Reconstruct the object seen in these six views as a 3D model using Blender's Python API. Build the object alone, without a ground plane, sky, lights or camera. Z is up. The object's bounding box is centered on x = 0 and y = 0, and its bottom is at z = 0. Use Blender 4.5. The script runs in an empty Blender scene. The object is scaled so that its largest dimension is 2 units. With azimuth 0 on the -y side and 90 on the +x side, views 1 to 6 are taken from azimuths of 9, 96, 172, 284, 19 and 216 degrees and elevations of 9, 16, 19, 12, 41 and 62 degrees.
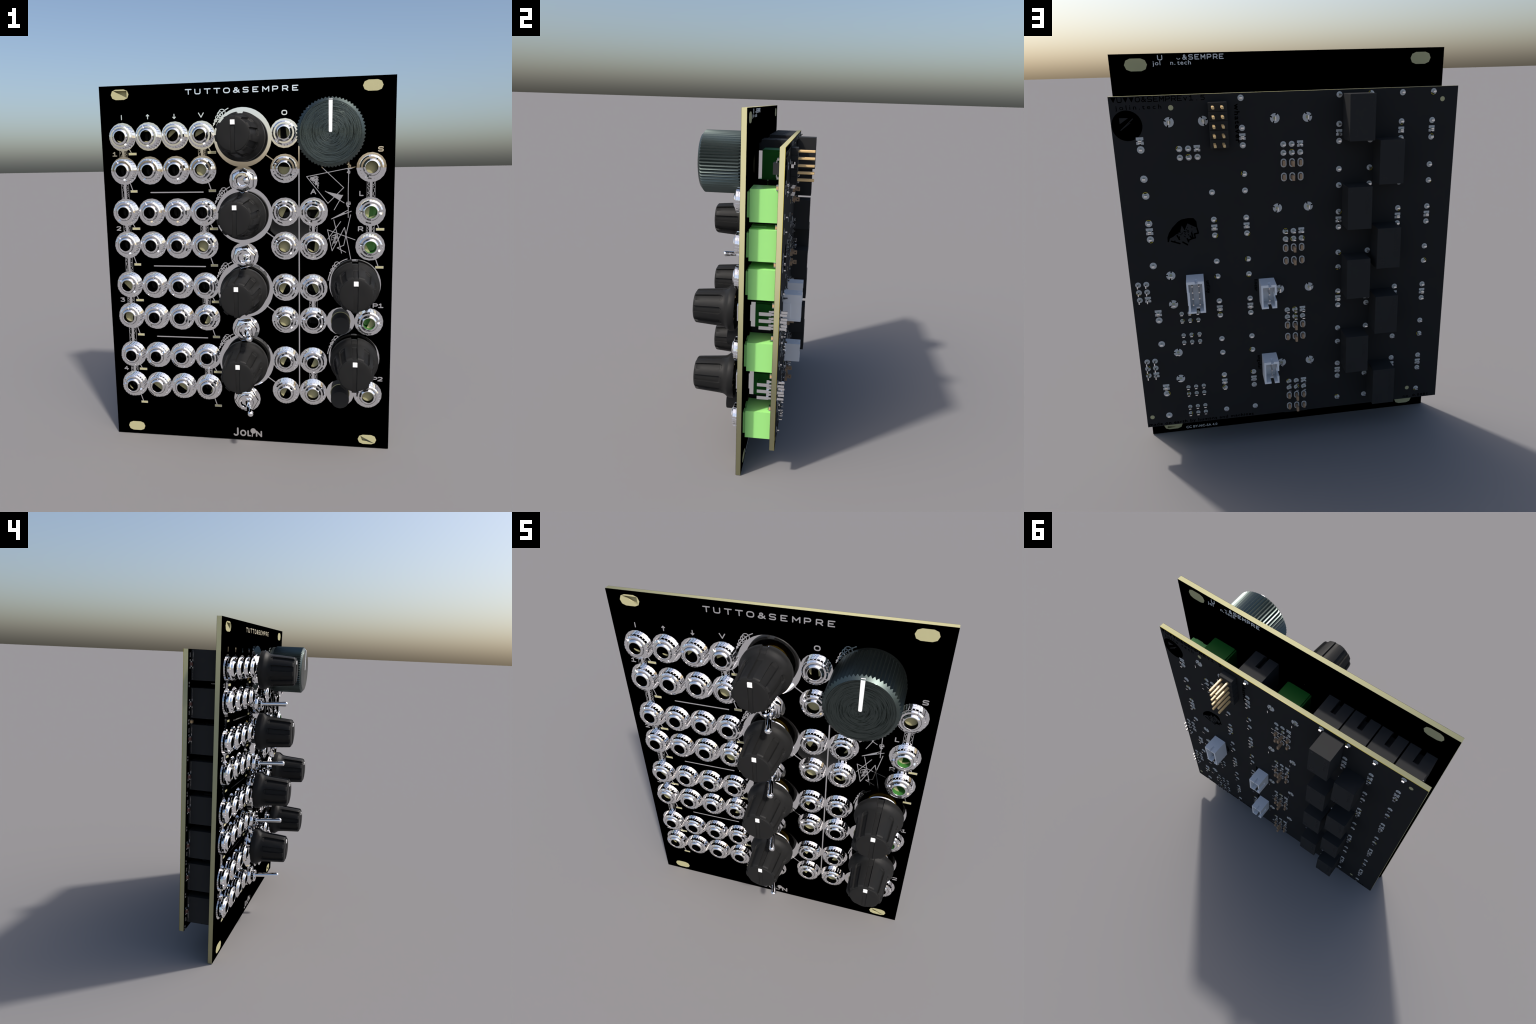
# A tall black modular-synthesizer faceplate with its rear circuit board,
# described in millimetres (128.5 mm tall = 2.00 m) and built part by part.
import bpy, bmesh, math, random
from math import sin, cos, pi, radians, sqrt, hypot, atan2
from mathutils import Vector, Matrix

S = 2.0 / 128.5                      # metres per millimetre
rng = random.Random(7)

# ------------------------------------------------------------------ materials
def mat(name, color, rough=0.5, metal=0.0, spec=0.5, bump=None, tint=None):
    m = bpy.data.materials.new(name)
    m.use_nodes = True
    nt = m.node_tree
    b = nt.nodes["Principled BSDF"]
    b.inputs["Base Color"].default_value = (*color, 1)
    b.inputs["Roughness"].default_value = rough
    b.inputs["Metallic"].default_value = metal
    b.inputs["Specular IOR Level"].default_value = spec
    if tint:                                   # slight large-scale mottling of the base colour
        tc = nt.nodes.new("ShaderNodeTexCoord")
        n = nt.nodes.new("ShaderNodeTexNoise"); n.inputs["Scale"].default_value = tint[0]
        mx = nt.nodes.new("ShaderNodeMix"); mx.data_type = 'RGBA'
        mx.inputs[6].default_value = (*[c * (1 - tint[1]) for c in color], 1)
        mx.inputs[7].default_value = (*[min(1, c * (1 + tint[1])) for c in color], 1)
        nt.links.new(tc.outputs["Object"], n.inputs["Vector"])
        nt.links.new(n.outputs["Fac"], mx.inputs[0])
        nt.links.new(mx.outputs[2], b.inputs["Base Color"])
    if bump:                                   # (scale, strength, distance)
        tc = nt.nodes.new("ShaderNodeTexCoord")
        n = nt.nodes.new("ShaderNodeTexNoise"); n.inputs["Scale"].default_value = bump[0]
        bp = nt.nodes.new("ShaderNodeBump")
        bp.inputs["Strength"].default_value = bump[1]; bp.inputs["Distance"].default_value = bump[2]
        nt.links.new(tc.outputs["Object"], n.inputs["Vector"])
        nt.links.new(n.outputs["Fac"], bp.inputs["Height"])
        nt.links.new(bp.outputs["Normal"], b.inputs["Normal"])
    return m

M_MASK   = mat("black_solder_mask", (0.0, 0.0, 0.0), 1.0, 0, 0.0)
M_BARE   = mat("bare_dark_copper", (0.018, 0.018, 0.018), 0.35, 0, 0.25)
M_BOARD  = mat("matt_black_board", (0.025, 0.025, 0.0252), 0.7, 0, 0.03, tint=(6, .06))
M_INK    = mat("black_ink", (0.0, 0.0, 0.0), 1.0, 0, 0.0)
M_CREAM  = mat("cream_laminate", (0.455, 0.430, 0.245), 0.7, 0, 0.05, tint=(30, .02))
M_GOLDL  = mat("copper_edge", (0.55, 0.45, 0.03), 0.4, 0, 0.4)
M_MIRROR = mat("tinned_metal", (0.97, 0.965, 0.97), 0.0, 1.0)
M_CHROME = mat("chrome", (0.97, 0.965, 0.975), 0.02, 1.0)
M_STEEL  = mat("lug_steel", (0.75, 0.74, 0.74), 0.22, 1.0)
M_SHEET  = mat("sheet_steel", (0.94, 0.93, 0.93), 0.02, 1.0)
M_TIN    = mat("dull_tin", (0.52, 0.52, 0.51), 0.6, 0, 0.2, tint=(40, .08))
M_PALE   = mat("pale_print", (0.72, 0.72, 0.72), 0.6, 0, 0.2)
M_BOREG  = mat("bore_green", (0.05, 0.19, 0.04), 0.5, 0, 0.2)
M_KNOB   = mat("knob_plastic", (0.0155, 0.0155, 0.0155), 0.5, 0, 0.14, bump=(120, .05, .002))
M_WHITE  = mat("white_paint", (0.95, 0.95, 0.95), 0.4, 0, 0.4)
M_BLACKP = mat("black_plastic", (0.032, 0.032, 0.032), 0.6, 0, 0.04, tint=(8, .05))
M_BORE   = mat("bore_black", (0.0, 0.0, 0.0), 0.4, 0, 0.06)  # hole darkness baked in: wall blackened so sunlight doesn't grey it
M_GREENJ = mat("pale_green_plastic", (0.40, 0.92, 0.26), 0.45, 0, 0.35)
M_GREENP = mat("dark_green_plastic", (0.008, 0.095, 0.012), 0.5, 0, 0.1)
M_BRASS  = mat("brass", (0.55, 0.36, 0.06), 0.3, 1.0)
M_PIN    = mat("gilt_pin", (0.82, 0.56, 0.25), 0.35, 0, 0.5)
M_LUG    = mat("brown_lug", (0.36, 0.235, 0.14), 0.5, 0, 0.4)
M_NYLON  = mat("white_nylon", (0.80, 0.81, 0.83), 0.45, 0, 0.4)
M_CAPB   = mat("brown_ceramic", (0.16, 0.075, 0.06), 0.5, 0, 0.4)
M_TAN    = mat("tan_ceramic", (0.75, 0.50, 0.25), 0.5, 0, 0.4)

def slate_metal(face):
    m = mat("slate_metal_face" if face else "slate_metal", (0.100, 0.125, 0.120), 0.38, 1.0)
    nt = m.node_tree; b = nt.nodes["Principled BSDF"]
    if face:                                   # concentric turning marks
        b.inputs["Roughness"].default_value = 0.25
        tc = nt.nodes.new("ShaderNodeTexCoord")
        ln = nt.nodes.new("ShaderNodeVectorMath"); ln.operation = 'LENGTH'
        cx = nt.nodes.new("ShaderNodeCombineXYZ")
        un = nt.nodes.new("ShaderNodeVectorMath"); un.operation = 'NORMALIZE'
        sc = nt.nodes.new("ShaderNodeVectorMath"); sc.operation = 'SCALE'; sc.inputs["Scale"].default_value = 1.6
        av = nt.nodes.new("ShaderNodeVectorMath"); av.operation = 'ADD'
        rr = nt.nodes.new("ShaderNodeMath"); rr.operation = 'MULTIPLY'; rr.inputs[1].default_value = 400.0
        flat = nt.nodes.new("ShaderNodeVectorMath"); flat.operation = 'MULTIPLY'
        flat.inputs[1].default_value = (1, 0, 1)
        n = nt.nodes.new("ShaderNodeTexNoise"); n.inputs["Scale"].default_value = 1.0
        n.inputs["Detail"].default_value = 3
        bp = nt.nodes.new("ShaderNodeBump"); bp.inputs["Strength"].default_value = 0.45
        bp.inputs["Distance"].default_value = 0.003
        L = nt.links.new
        L(tc.outputs["Object"], flat.inputs[0]); L(flat.outputs[0], ln.inputs[0])
        L(flat.outputs[0], un.inputs[0]); L(un.outputs[0], sc.inputs[0])
        L(ln.outputs["Value"], rr.inputs[0]); L(rr.outputs[0], cx.inputs[1])
        L(sc.outputs[0], av.inputs[0]); L(cx.outputs[0], av.inputs[1]); L(av.outputs[0], n.inputs["Vector"])
        L(n.outputs["Fac"], bp.inputs["Height"]); L(bp.outputs[0], b.inputs["Normal"])
        rp = nt.nodes.new("ShaderNodeValToRGB")
        rp.color_ramp.elements[0].position = 0.34; rp.color_ramp.elements[0].color = (0.016, 0.020, 0.019, 1)
        rp.color_ramp.elements[1].position = 0.50; rp.color_ramp.elements[1].color = (0.085, 0.105, 0.100, 1)
        L(n.outputs["Fac"], rp.inputs[0]); L(rp.outputs[0], b.inputs["Base Color"])
    return m
M_SLATE = slate_metal(False)
M_SLATEF = slate_metal(True)

# ------------------------------------------------------------------ helpers
ROOT = bpy.data.objects.new("synthesizer_module", None)
bpy.context.scene.collection.objects.link(ROOT)
ROOT["label"] = "black synthesizer panel with chrome jacks, knobs and circuit board"
ROOT["category"] = "synthesizer module"

def add(name, mesh, parent=ROOT, at=(0, 0, 0), rot=0.0, stuff=False):
    """place a mesh (already in metres) at a mm position, turned about the y axis"""
    o = bpy.data.objects.new(name, mesh)
    bpy.context.scene.collection.objects.link(o)
    o.parent = parent
    o.location = Vector(at) * S
    o.rotation_euler = (0, rot, 0)
    if stuff: o["kind"] = "stuff"
    return o

def finish(bm, name, material, smooth=None, recalc=True):
    if recalc: bmesh.ops.recalc_face_normals(bm, faces=bm.faces)
    for v in bm.verts: v.co *= S
    me = bpy.data.meshes.new(name)
    bm.to_mesh(me); bm.free()
    mats = material if isinstance(material, (list, tuple)) else [material]
    for m in mats: me.materials.append(m)
    if smooth is not None:
        for p in me.polygons: p.use_smooth = True
        me.set_sharp_from_angle(angle=radians(smooth))
    return me

def prism(bm, pts, y0, y1, mi=0):
    """extrude an x-z outline between two depths"""
    a = [bm.verts.new((x, y0, z)) for x, z in pts]
    b = [bm.verts.new((x, y1, z)) for x, z in pts]
    n = len(pts); fs = []
    fs.append(bm.faces.new(a)); fs.append(bm.faces.new(b[::-1]))
    for i in range(n):
        j = (i + 1) % n
        fs.append(bm.faces.new((a[j], a[i], b[i], b[j])))
    for f in fs: f.material_index = mi
    return fs

def box(bm, x0, x1, y0, y1, z0, z1, mi=0):
    return prism(bm, [(x0, z0), (x1, z0), (x1, z1), (x0, z1)], y0, y1, mi)

def box_mesh(name, material, *boxes, bevel=0.0):
    bm = bmesh.new()
    for b in boxes: box(bm, *b)
    if bevel:
        bmesh.ops.recalc_face_normals(bm, faces=bm.faces)
        bmesh.ops.bevel(bm, geom=bm.edges[:], offset=bevel, segments=1, affect='EDGES')
    return finish(bm, name, material)

def circle(cx, cz, r, n=24, a0=0.0):
    return [(cx + r * cos(a0 + 2 * pi * i / n), cz + r * sin(a0 + 2 * pi * i / n)) for i in range(n)]

def stadium(cx, cz, w, h, n=6):
    """slot shape, longer along x when w > h, along z otherwise"""
    r = min(w, h) / 2; pts = []
    dx, dz = w / 2 - r, h / 2 - r
    for k, (sx, sz, a) in enumerate(((1, 1, 0), (-1, 1, 90), (-1, -1, 180), (1, -1, 270))):
        for i in range(n + 1):
            t = radians(a + 90 * i / n)
            pts.append((cx + sx * dx + r * cos(t), cz + sz * dz + r * sin(t)))
    out = []
    for p in pts:
        if not out or hypot(p[0] - out[-1][0], p[1] - out[-1][1]) > 1e-4: out.append(p)
    if hypot(out[0][0] - out[-1][0], out[0][1] - out[-1][1]) < 1e-4: out.pop()
    return out

def lathe(bm, prof, n=48, mi=0, close=False):
    """turn (r, y) pairs about the y axis; r = 0 makes a pole"""
    rows = []
    for r, y in prof:
        if r < 1e-6: rows.append([bm.verts.new((0, y, 0))])
        else: rows.append([bm.verts.new((r * cos(2 * pi * i / n), y, r * sin(2 * pi * i / n))) for i in range(n)])
    pairs = list(zip(rows, rows[1:]))
    if close: pairs.append((rows[-1], rows[0]))
    for A, B in pairs:
        for i in range(n):
            j = (i + 1) % n
            q = [A[i % len(A)], A[j % len(A)], B[j % len(B)], B[i % len(B)]]
            u = []
            for v in q:
                if v not in u: u.append(v)
            if len(u) > 2: bm.faces.new(u).material_index = mi

def polar(bm, rings, ncol, mi=0):
    """rings: list of functions angle -> (r, y); returns rows of vertices"""
    rows = []
    for fn in rings:
        row = []
        for i in range(ncol):
            t = 2 * pi * i / ncol
            r, y = fn(t)
            row.append(bm.verts.new((r * cos(t), y, r * sin(t))))
        rows.append(row)
    for A, B in zip(rows, rows[1:]):
        for i in range(ncol):
            j = (i + 1) % ncol
            bm.faces.new((A[i], A[j], B[j], B[i])).material_index = mi
    return rows

def plate(name, loops, y0, y1, material):
    """flat sheet with holes: first loop is the rim, the others are openings"""
    cu = bpy.data.curves.new(name + "_outline", 'CURVE')
    cu.dimensions = '2D'; cu.fill_mode = 'BOTH'
    for lp in loops:
        sp = cu.splines.new('POLY'); sp.points.add(len(lp) - 1); sp.use_cyclic_u = True
        for p, (x, z) in zip(sp.points, lp): p.co = (x, z, 0, 1)
    cu.extrude = abs(y1 - y0) / 2
    ob = bpy.data.objects.new(name + "_tmp", cu)
    bpy.context.scene.collection.objects.link(ob)
    me = bpy.data.meshes.new_from_object(ob.evaluated_get(bpy.context.evaluated_depsgraph_get()))
    bpy.data.objects.remove(ob); bpy.data.curves.remove(cu)
    ym = (y0 + y1) / 2
    me.transform(Matrix(((S, 0, 0, 0), (0, 0, -S, ym * S), (0, S, 0, 0), (0, 0, 0, 1))))
    me.materials.clear(); me.materials.append(material)
    return me

def text_mesh(name, txt, size, at, depth, material, back=False, rot=0.0, width=1.0, bold=0.0, spacing=1.0):
    """built-in font lettering lying on an x-z face; 'back' reads from +y"""
    cu = bpy.data.curves.new(name + "_font", 'FONT')
    cu.body = txt; cu.size = size; cu.extrude = 0.03; cu.offset = bold
    cu.space_character = spacing; cu.resolution_u = 3
    ob = bpy.data.objects.new(name + "_tmp", cu)
    bpy.context.scene.collection.objects.link(ob)
    me = bpy.data.meshes.new_from_object(ob.evaluated_get(bpy.context.evaluated_depsgraph_get()))
    bpy.data.objects.remove(ob); bpy.data.curves.remove(cu)
    s = -1 if back else 1
    base = Matrix(((s * S * width, 0, 0, 0), (0, 0, -s * S, 0), (0, S, 0, 0), (0, 0, 0, 1)))
    R = Matrix.Rotation(rot, 4, 'Y')
    T = Matrix.Translation((at[0] * S, depth * S, at[1] * S))
    me.transform(T @ R @ base)
    me.materials.clear(); me.materials.append(material)
    return me

# single-stroke alphabet on a unit box (x right, y up)
def arc(cx, cy, rx, ry, a0, a1, n=10):
    return [(cx + rx * cos(radians(a0 + (a1 - a0) * i / n)), cy + ry * sin(radians(a0 + (a1 - a0) * i / n))) for i in range(n + 1)]
def rrect(k=.3):
    return arc(1 - k, 1 - k, k, k, 0, 90, 4) + arc(k, 1 - k, k, k, 90, 180, 4) + arc(k, k, k, k, 180, 270, 4) + arc(1 - k, k, k, k, 270, 360, 4) + [(1, 1 - k)]
GLYPH = {
    'T': [[(0, 1), (1, 1)], [(.5, 1), (.5, 0)]],
    'U': [[(0, 1), (0, .3)] + arc(.3, .3, .3, .3, 180, 270, 4) + arc(.7, .3, .3, .3, 270, 360, 4) + [(1, 1)]],
    'O': [rrect(.38)],
    'S': [[(1, .92), (.8, 1), (.2, 1)] + arc(.24, .75, .24, .25, 90, 270, 6) + arc(.76, .25, .24, .25, 90, -90, 6) + [(.2, 0), (0, .08)]],
    'E': [[(1, 1), (0, 1), (0, 0), (1, 0)], [(0, .5), (.75, .5)]],
    'M': [[(0, 0), (0, 1), (.5, .35), (1, 1), (1, 0)]],
    'P': [[(0, 0), (0, 1), (.7, 1)] + arc(.7, .7, .3, .3, 90, -90, 6) + [(0, .4)]],
    'R': [[(0, 0), (0, 1), (.7, 1)] + arc(.7, .7, .3, .3, 90, -90, 6) + [(0, .4)], [(.55, .4), (1, 0)]],
    'I': [[(.5, 1), (.5, 0)]],
    'V': [[(0, 1), (.5, 0), (1, 1)]],
    'v': [[(.1, .7), (.5, 0), (.9, .7)]],
    'A': [[(0, 0), (.5, 1), (1, 0)], [(.22, .36), (.78, .36)]],
    'L': [[(0, 1), (0, 0), (1, 0)]],
    '&': [[(1, 0), (.25, .68)] + arc(.45, .8, .22, .2, 200, -40, 8) + [(.2, .42)] + arc(.36, .22, .34, .22, 120, 290, 8) + [(.75, .15), (.95, .5)]],
    '1': [[(.1, .75), (.5, 1), (.5, 0)], [(0, 0), (1, 0)]],
    '2': [[(0, .85), (.2, 1), (.8, 1)] + arc(.76, .75, .24, .25, 90, -30, 6) + [(0, 0), (1, 0)]],
    '3': [[(0, 1), (.9, 1), (.45, .6)] + arc(.66, .3, .34, .3, 80, -90, 6) + [(.2, 0), (0, .1)]],
    '4': [[(.75, 0), (.6, 1), (0, .3), (1, .3)]],
    '5': [[(.95, 1), (.1, 1), (.05, .58), (.65, .6)] + arc(.65, .3, .33, .3, 90, -90, 6) + [(.05, 0)]],
    '.': [[(.45, 0), (.5, 0)]],
    '^': [[(.5, 0), (.5, 1)], [(.1, .7), (.5, 1), (.9, .7)]],
    '_': [[(.5, 1), (.5, 0)], [(.1, .32), (.5, 0), (.9, .32)]],
}
_lift = [0]
def lift():
    """each overlapping printed piece sits a hair higher than the last"""
    _lift[0] = (_lift[0] + 1) % 60
    return _lift[0] * 0.0012

def capsule(bm, p, q, w, y0, y1, mi=0):
    a = atan2(q[1] - p[1], q[0] - p[0]); r = w / 2; n = 5
    pts = [(q[0] + r * cos(a - pi / 2 + pi * i / n), q[1] + r * sin(a - pi / 2 + pi * i / n)) for i in range(n + 1)]
    pts += [(p[0] + r * cos(a + pi / 2 + pi * i / n), p[1] + r * sin(a + pi / 2 + pi * i / n)) for i in range(n + 1)]
    prism(bm, pts, y0, y1, mi)

def stroke(bm, pts, w, surface, out, h=0.045, mi=0):
    """printed line: out = -1 on a front face, +1 on a back face"""
    for p, q in zip(pts, pts[1:]):
        if hypot(q[0] - p[0], q[1] - p[1]) < 1e-5: continue
        capsule(bm, p, q, w, surface - out * 0.03, surface + out * (h + lift()), mi)

def letters(bm, txt, x0, z0, cw, ch, gap, w, surface, out, mirror=1):
    x = x0
    for c in txt:
        if c == ' ': x += cw + gap; continue
        for g in GLYPH[c]:
            stroke(bm, [(mirror * (x + gx * cw), z0 + gz * ch) for gx, gz in g], w, surface, out, mi=0)
        x += cw + gap

# ------------------------------------------------------------------ layout (mm)
PF, PB = -2.47, -0.68                # faceplate front and back
BF, BB = 9.35, 11.20                 # circuit board front and back
COLS = [-42.85, -33.3, -23.77, -14.25]
XO, XA, XB, XR = 14.3, 24.02, 33.5, 43.1
MID = [105.2, 78.8, 52.4, 25.97]     # shared ground pads
DZ = 5.85
jacks = []                           # x, z, direction of the tip end (+1 up)
for m in MID:
    for x in COLS + [XO]:
        jacks += [(x, m + DZ, 1), (x, m - DZ, -1)]
for m in MID[1:]:
    jacks += [(XA, m + DZ, 1), (XA, m - DZ, -1)]
jacks += [(XR, MID[0] - DZ, -1), (XR, MID[1] + DZ, 1), (XR, MID[1] - DZ, -1), (XR, MID[2] - DZ, -1), (XR, MID[3] - DZ, -1)]
POTS = [(0, 110.0), (0, 83.6), (0, 57.2), (0, 30.85)]
SIDEPOTS = [(38.2, 59.72), (38.2, 33.35)]
BIG = (29.95, 110.0)
TOGGLES = [(0, 95.3), (0, 68.95), (0, 42.55), (0, 16.1)]
BUTTONS = [(XB, MID[2] - DZ), (XB, MID[3] - DZ)]
SLOTS = [(-43.1, 125.5), (43.2, 125.5), (-43.1, 3.0), (43.2, 3.0)]
WX = 50.65

# ------------------------------------------------------------------ faceplate
rim = [(-WX, 0), (WX, 0), (WX, 128.5), (-WX, 128.5)]
def slot_loop(c, g=0.0): return stadium(c[0], c[1], 6.5 + g, 3.5 + g, 2)
holes = [circle(x, z, 3.0, 24) for x, z, d in jacks] + [circle(x, z, 3.5, 24) for x, z in POTS + SIDEPOTS + [BIG]] \
      + [circle(x, z, 2.6, 24) for x, z in TOGGLES] + [circle(x, z, 3.35, 32) for x, z in BUTTONS]
slots = [slot_loop(c) for c in SLOTS]
core = plate("front_panel", [rim] + slots + holes, PF + .06, PB - .06, M_CREAM)
panel = add("front_panel", core)
add("solder_mask", plate("solder_mask", [rim] + slots + holes, PF, PF + .06, M_MASK), panel)
add("solder_mask", plate("solder_mask_rear", [rim] + slots + holes, PB - .06, PB, M_MASK), panel)
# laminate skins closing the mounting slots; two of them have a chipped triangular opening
chips = {0: [(-45.5, 126.8), (-40.55, 126.75), (-40.6, 124.4)], 3: [(40.9, 4.25), (41.5, 2.3), (45.6, 1.75)]}
for i, c in enumerate(SLOTS):
    lp = [slot_loop(c, -.004)] + ([chips[i]] if i in chips else [])
    add("mounting_slot", plate("mounting_slot", lp, PF - .012, PF + .5, M_CREAM), panel)
    lp = [slot_loop(c, -.004)] + ([[(40.9, 1.9), (45.3, 2.6), (45.3, 1.7)]] if i == 3 else [])
    add("mounting_slot", plate("mounting_slot_rear", lp, PB - .4, PB + .012, M_CREAM), panel)

# bare patch of the panel face between two jack pairs
bm = bmesh.new()
prism(bm, [(9.2, 78.2), (13.0, 74.4), (22.9, 74.4), (22.9, 84.5), (9.6, 84.5)], PF + .03, PF - .008)
add("bare_patch", finish(bm, "bare_patch", M_BARE), panel)

# lettering and line art in tinned metal
bm = bmesh.new()
word = "TUTTO&SEMPRE"
pitch = (19.3 + 19.5) / (12 - .42); cw, ch = 2.0, 1.5
for i, c in enumerate(word):
    k = 0.85 if c in "SEPR" else (1.0 if c != "U" else .9)
    letters(bm, c, -19.45 + i * (38.6 - cw) / 11, 124.83, cw * k, ch, 0, .36, PF, -1)
for x, c in zip(COLS, "I^_V"):
    letters(bm, c, x - (.85 if c == 'V' else .55) , 117.05 if c != '_' else 116.9, 1.7 if c == 'V' else 1.1, 1.42, 0, .33, PF, -1)
letters(bm, "O", 13.53, 117.1, 1.58, 1.32, 0, .36, PF, -1)
letters(bm, "A", 23.2, 90.75, 1.55, 1.5, 0, .36, PF, -1)
letters(bm, "S", 45.3, 104.5, 1.45, 1.35, 0, .36, PF, -1)
letters(bm, "L", 39.45, 90.05, 1.05, 1.35, 0, .36, PF, -1)
letters(bm, "R", 39.15, 78.2, 1.4, 1.35, 0, .36, PF, -1)
letters(bm, "P1", 44.5, 51.75, 1.4, 1.25, .45, .36, PF, -1)
letters(bm, "P2", 44.75, 25.3, 1.4, 1.25, .45, .36, PF, -1)
for c, m in zip("1234", MID):
    letters(bm, c, -46.75, m - .6, 1.4, 1.25, 0, .34, PF, -1)
add("panel_lettering", finish(bm, "panel_lettering", M_MIRROR), panel, stuff=True)

bm = bmesh.new()
for z in (91.65, 65.25, 38.85): stroke(bm, [(-33.3, z), (-14.3, z)], .4, PF, -1)
stroke(bm, [(19.15, 107), (19.15, 22)], .42, PF, -1)
for x, z in POTS:
    stroke(bm, [(x + 7.6, z - 5.75), (x + 10.4, z - 7.75)], .36, PF, -1)
# swelling chain of circles beside every knob
def chain(cx, cz, R, a0, a1, beads):
    stroke(bm, [(cx + R * cos(radians(a0 + (a1 - a0) * i / 18)), cz + R * sin(radians(a0 + (a1 - a0) * i / 18))) for i in range(19)], .3, PF, -1)
    for a, r in beads:
        bx, bz = cx + R * cos(radians(a)), cz + R * sin(radians(a))
        stroke(bm, circle(bx, bz, r, 14) + [(bx + r, bz)], .26, PF, -1)
for x, z in POTS: chain(x, z, 10.85, 158, 116, ((154, .25), (148, .42), (141.5, .68), (134.5, .95), (129.5, 1.12)))
for x, z in SIDEPOTS: chain(x, z, 9.2, 172.5, 107, ((155, .25), (147.5, .45), (139.5, .65), (131.5, .88)))
chain(BIG[0], BIG[1], 10.85, 158, 116, ((154, .25), (148, .42), (141.5, .68), (134.5, .95), (129.5, 1.12)))
# angular drawing
for pl in ([(26.8, 99.6), (34.1, 92.7), (28.9, 87.5), (21.7, 96.5), (37.8, 99.5), (36.2, 98.9)],
           [(31.0, 85.3), (32.8, 88.5), (33.8, 90.2)], [(28.0, 91.6), (34.3, 87.6)],
           [(35.75, 100.9), (35.6, 91), (35.7, 82.7)], [(30.1, 82.2), (35.5, 85.1)], [(30.1, 82.2), (36.7, 84.8)],
           [(36.5, 83.6), (35.0, 76.6), (34.3, 73.2), (32.1, 72.3), (35.0, 70.8)],
           [(30.9, 81.9), (33.6, 70.5)], [(33.2, 81.3), (28.9, 75.3)],
           [(38.1, 75.1), (28.8, 78.5), (30.4, 71.3), (34.5, 79.3), (36.7, 68.5)],
           [(35.2, 100.3), (36.3, 100.1), (36.3, 99.2), (35.2, 99.0), (36.1, 98.0), (36.0, 97.4), (35.2, 97.7), (36.3, 99.6)],
           [(35.1, 87.8), (36.2, 87.9), (36.4, 87.2), (35.3, 86.9), (36.1, 86.4), (35.4, 86.3), (35.0, 87.4), (36.2, 87.3)],
           [(35.4, 100.8), (36.2, 99.9), (35.5, 99.6), (36.2, 98.9)]):
    stroke(bm, pl, .24, PF, -1)
for tri in ([(28.2, 91.5), (33.8, 90.15), (32.75, 88.5)], [(30.2, 82.25), (34.4, 84.4), (34.6, 84.0)]):
    prism(bm, tri, PF + .03, PF - .046 - lift())
# scribbled corners
def scribble(corner, e1, e2, n, w):
    p = None
    for i in range(n):
        u, v = rng.random(), rng.random()
        if u + v > 1: u, v = 1 - u, 1 - v
        q = (corner[0] + u * e1[0] + v * e2[0], corner[1] + u * e1[1] + v * e2[1])
        if p and hypot(q[0] - p[0], q[1] - p[1]) < 1.6: stroke(bm, [p, q], w, PF, -1)
        p = q
scribble((22.4, 96.2), (3.8, 1.0), (3.3, -3.9), 110, .17)
scribble((29.7, 76.4), (3.0, -1.2), (0.9, -4.2), 24, .13)
scribble((29.9, 76.3), (1.9, 1.0), (2.8, -1.6), 24, .13)
add("line_art", finish(bm, "line_art", M_MIRROR), panel, stuff=True)

# maker's signature at the foot
bm = bmesh.new()
for seg in zip([(-3.85, 4.4)] + arc(-4.55, 2.35, .7, .7, 0, -150, 9), arc(-4.55, 2.35, .7, .7, 0, -150, 9)):
    capsule(bm, *seg, .62, PF + .03, PF - .045 - lift())
for seg in zip(arc(-1.84, 2.66, .9, .98, 0, 345, 24), arc(-1.84, 2.66, .9, .98, 15, 360, 24)):
    capsule(bm, *seg, .56, PF + .03, PF - .045 - lift())
for seg in (((.02, 3.55), (.02, 1.72)), ((.02, 1.72), (.8, 1.72)), ((3.2, 1.7), (3.2, 3.6)), ((3.2, 3.6), (4.96, 1.7)), ((4.96, 1.7), (4.96, 3.6))):
    capsule(bm, *seg, .55, PF + .03, PF - .045 - lift())
add("signature", finish(bm, "signature", M_MIRROR), panel)
bm = bmesh.new()
prism(bm, circle(1.95, 3.65, 1.05, 18), PF + .03, PF - .05)
stroke(bm, [(1.75, 2.9), (1.5, 1.5)], .42, PF, -1)
add("signature", finish(bm, "signature_mark", M_MIRROR), panel)

# tinned rings, couplings and windows
def pad_mesh(name, r, n=20, a0=0.0, h=.05, ri=2.9):
    """flat tinned washer"""
    bm = bmesh.new()
    rows = [[bm.verts.new((R * cos(a0 + 2 * pi * i / n), y, R * sin(a0 + 2 * pi * i / n))) for i in range(n)]
            for R, y in ((ri, .03), (r, .03), (r, -h), (ri, -h))]
    for A, B in zip(rows, rows[1:] + rows[:1]):
        for i in range(n):
            j = (i + 1) % n
            bm.faces.new((A[i], A[j], B[j], B[i]))
    return finish(bm, name, M_MIRROR)
PAD = [pad_mesh("contact_ring", 4.9, 18, .1, .05), pad_mesh("contact_ring", 4.9, 18, .1, .058)]
PADB = pad_mesh("contact_ring", 4.9, 18, .1, .07, 3.37)
RING = pad_mesh("knob_ring", 9.98, 40, 0, .066, 3.6)
RINGS = pad_mesh("knob_ring", 8.75, 36, 0, .066, 3.6)
RINGT = pad_mesh("contact_ring", 4.9, 18, 0, .074, 2.6)
for i, (x, z, d) in enumerate(jacks):
    k = 0 if (i % 2 == 0) == (int(round(x)) % 2 == 0) else 1
    k = (COLS + [XO, XA, XB, XR]).index(x) % 2
    add("contact_ring", PAD[k], panel, (x, PF, z))
for x, z in BUTTONS: add("contact_ring", PADB, panel, (x, PF, z))
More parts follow.
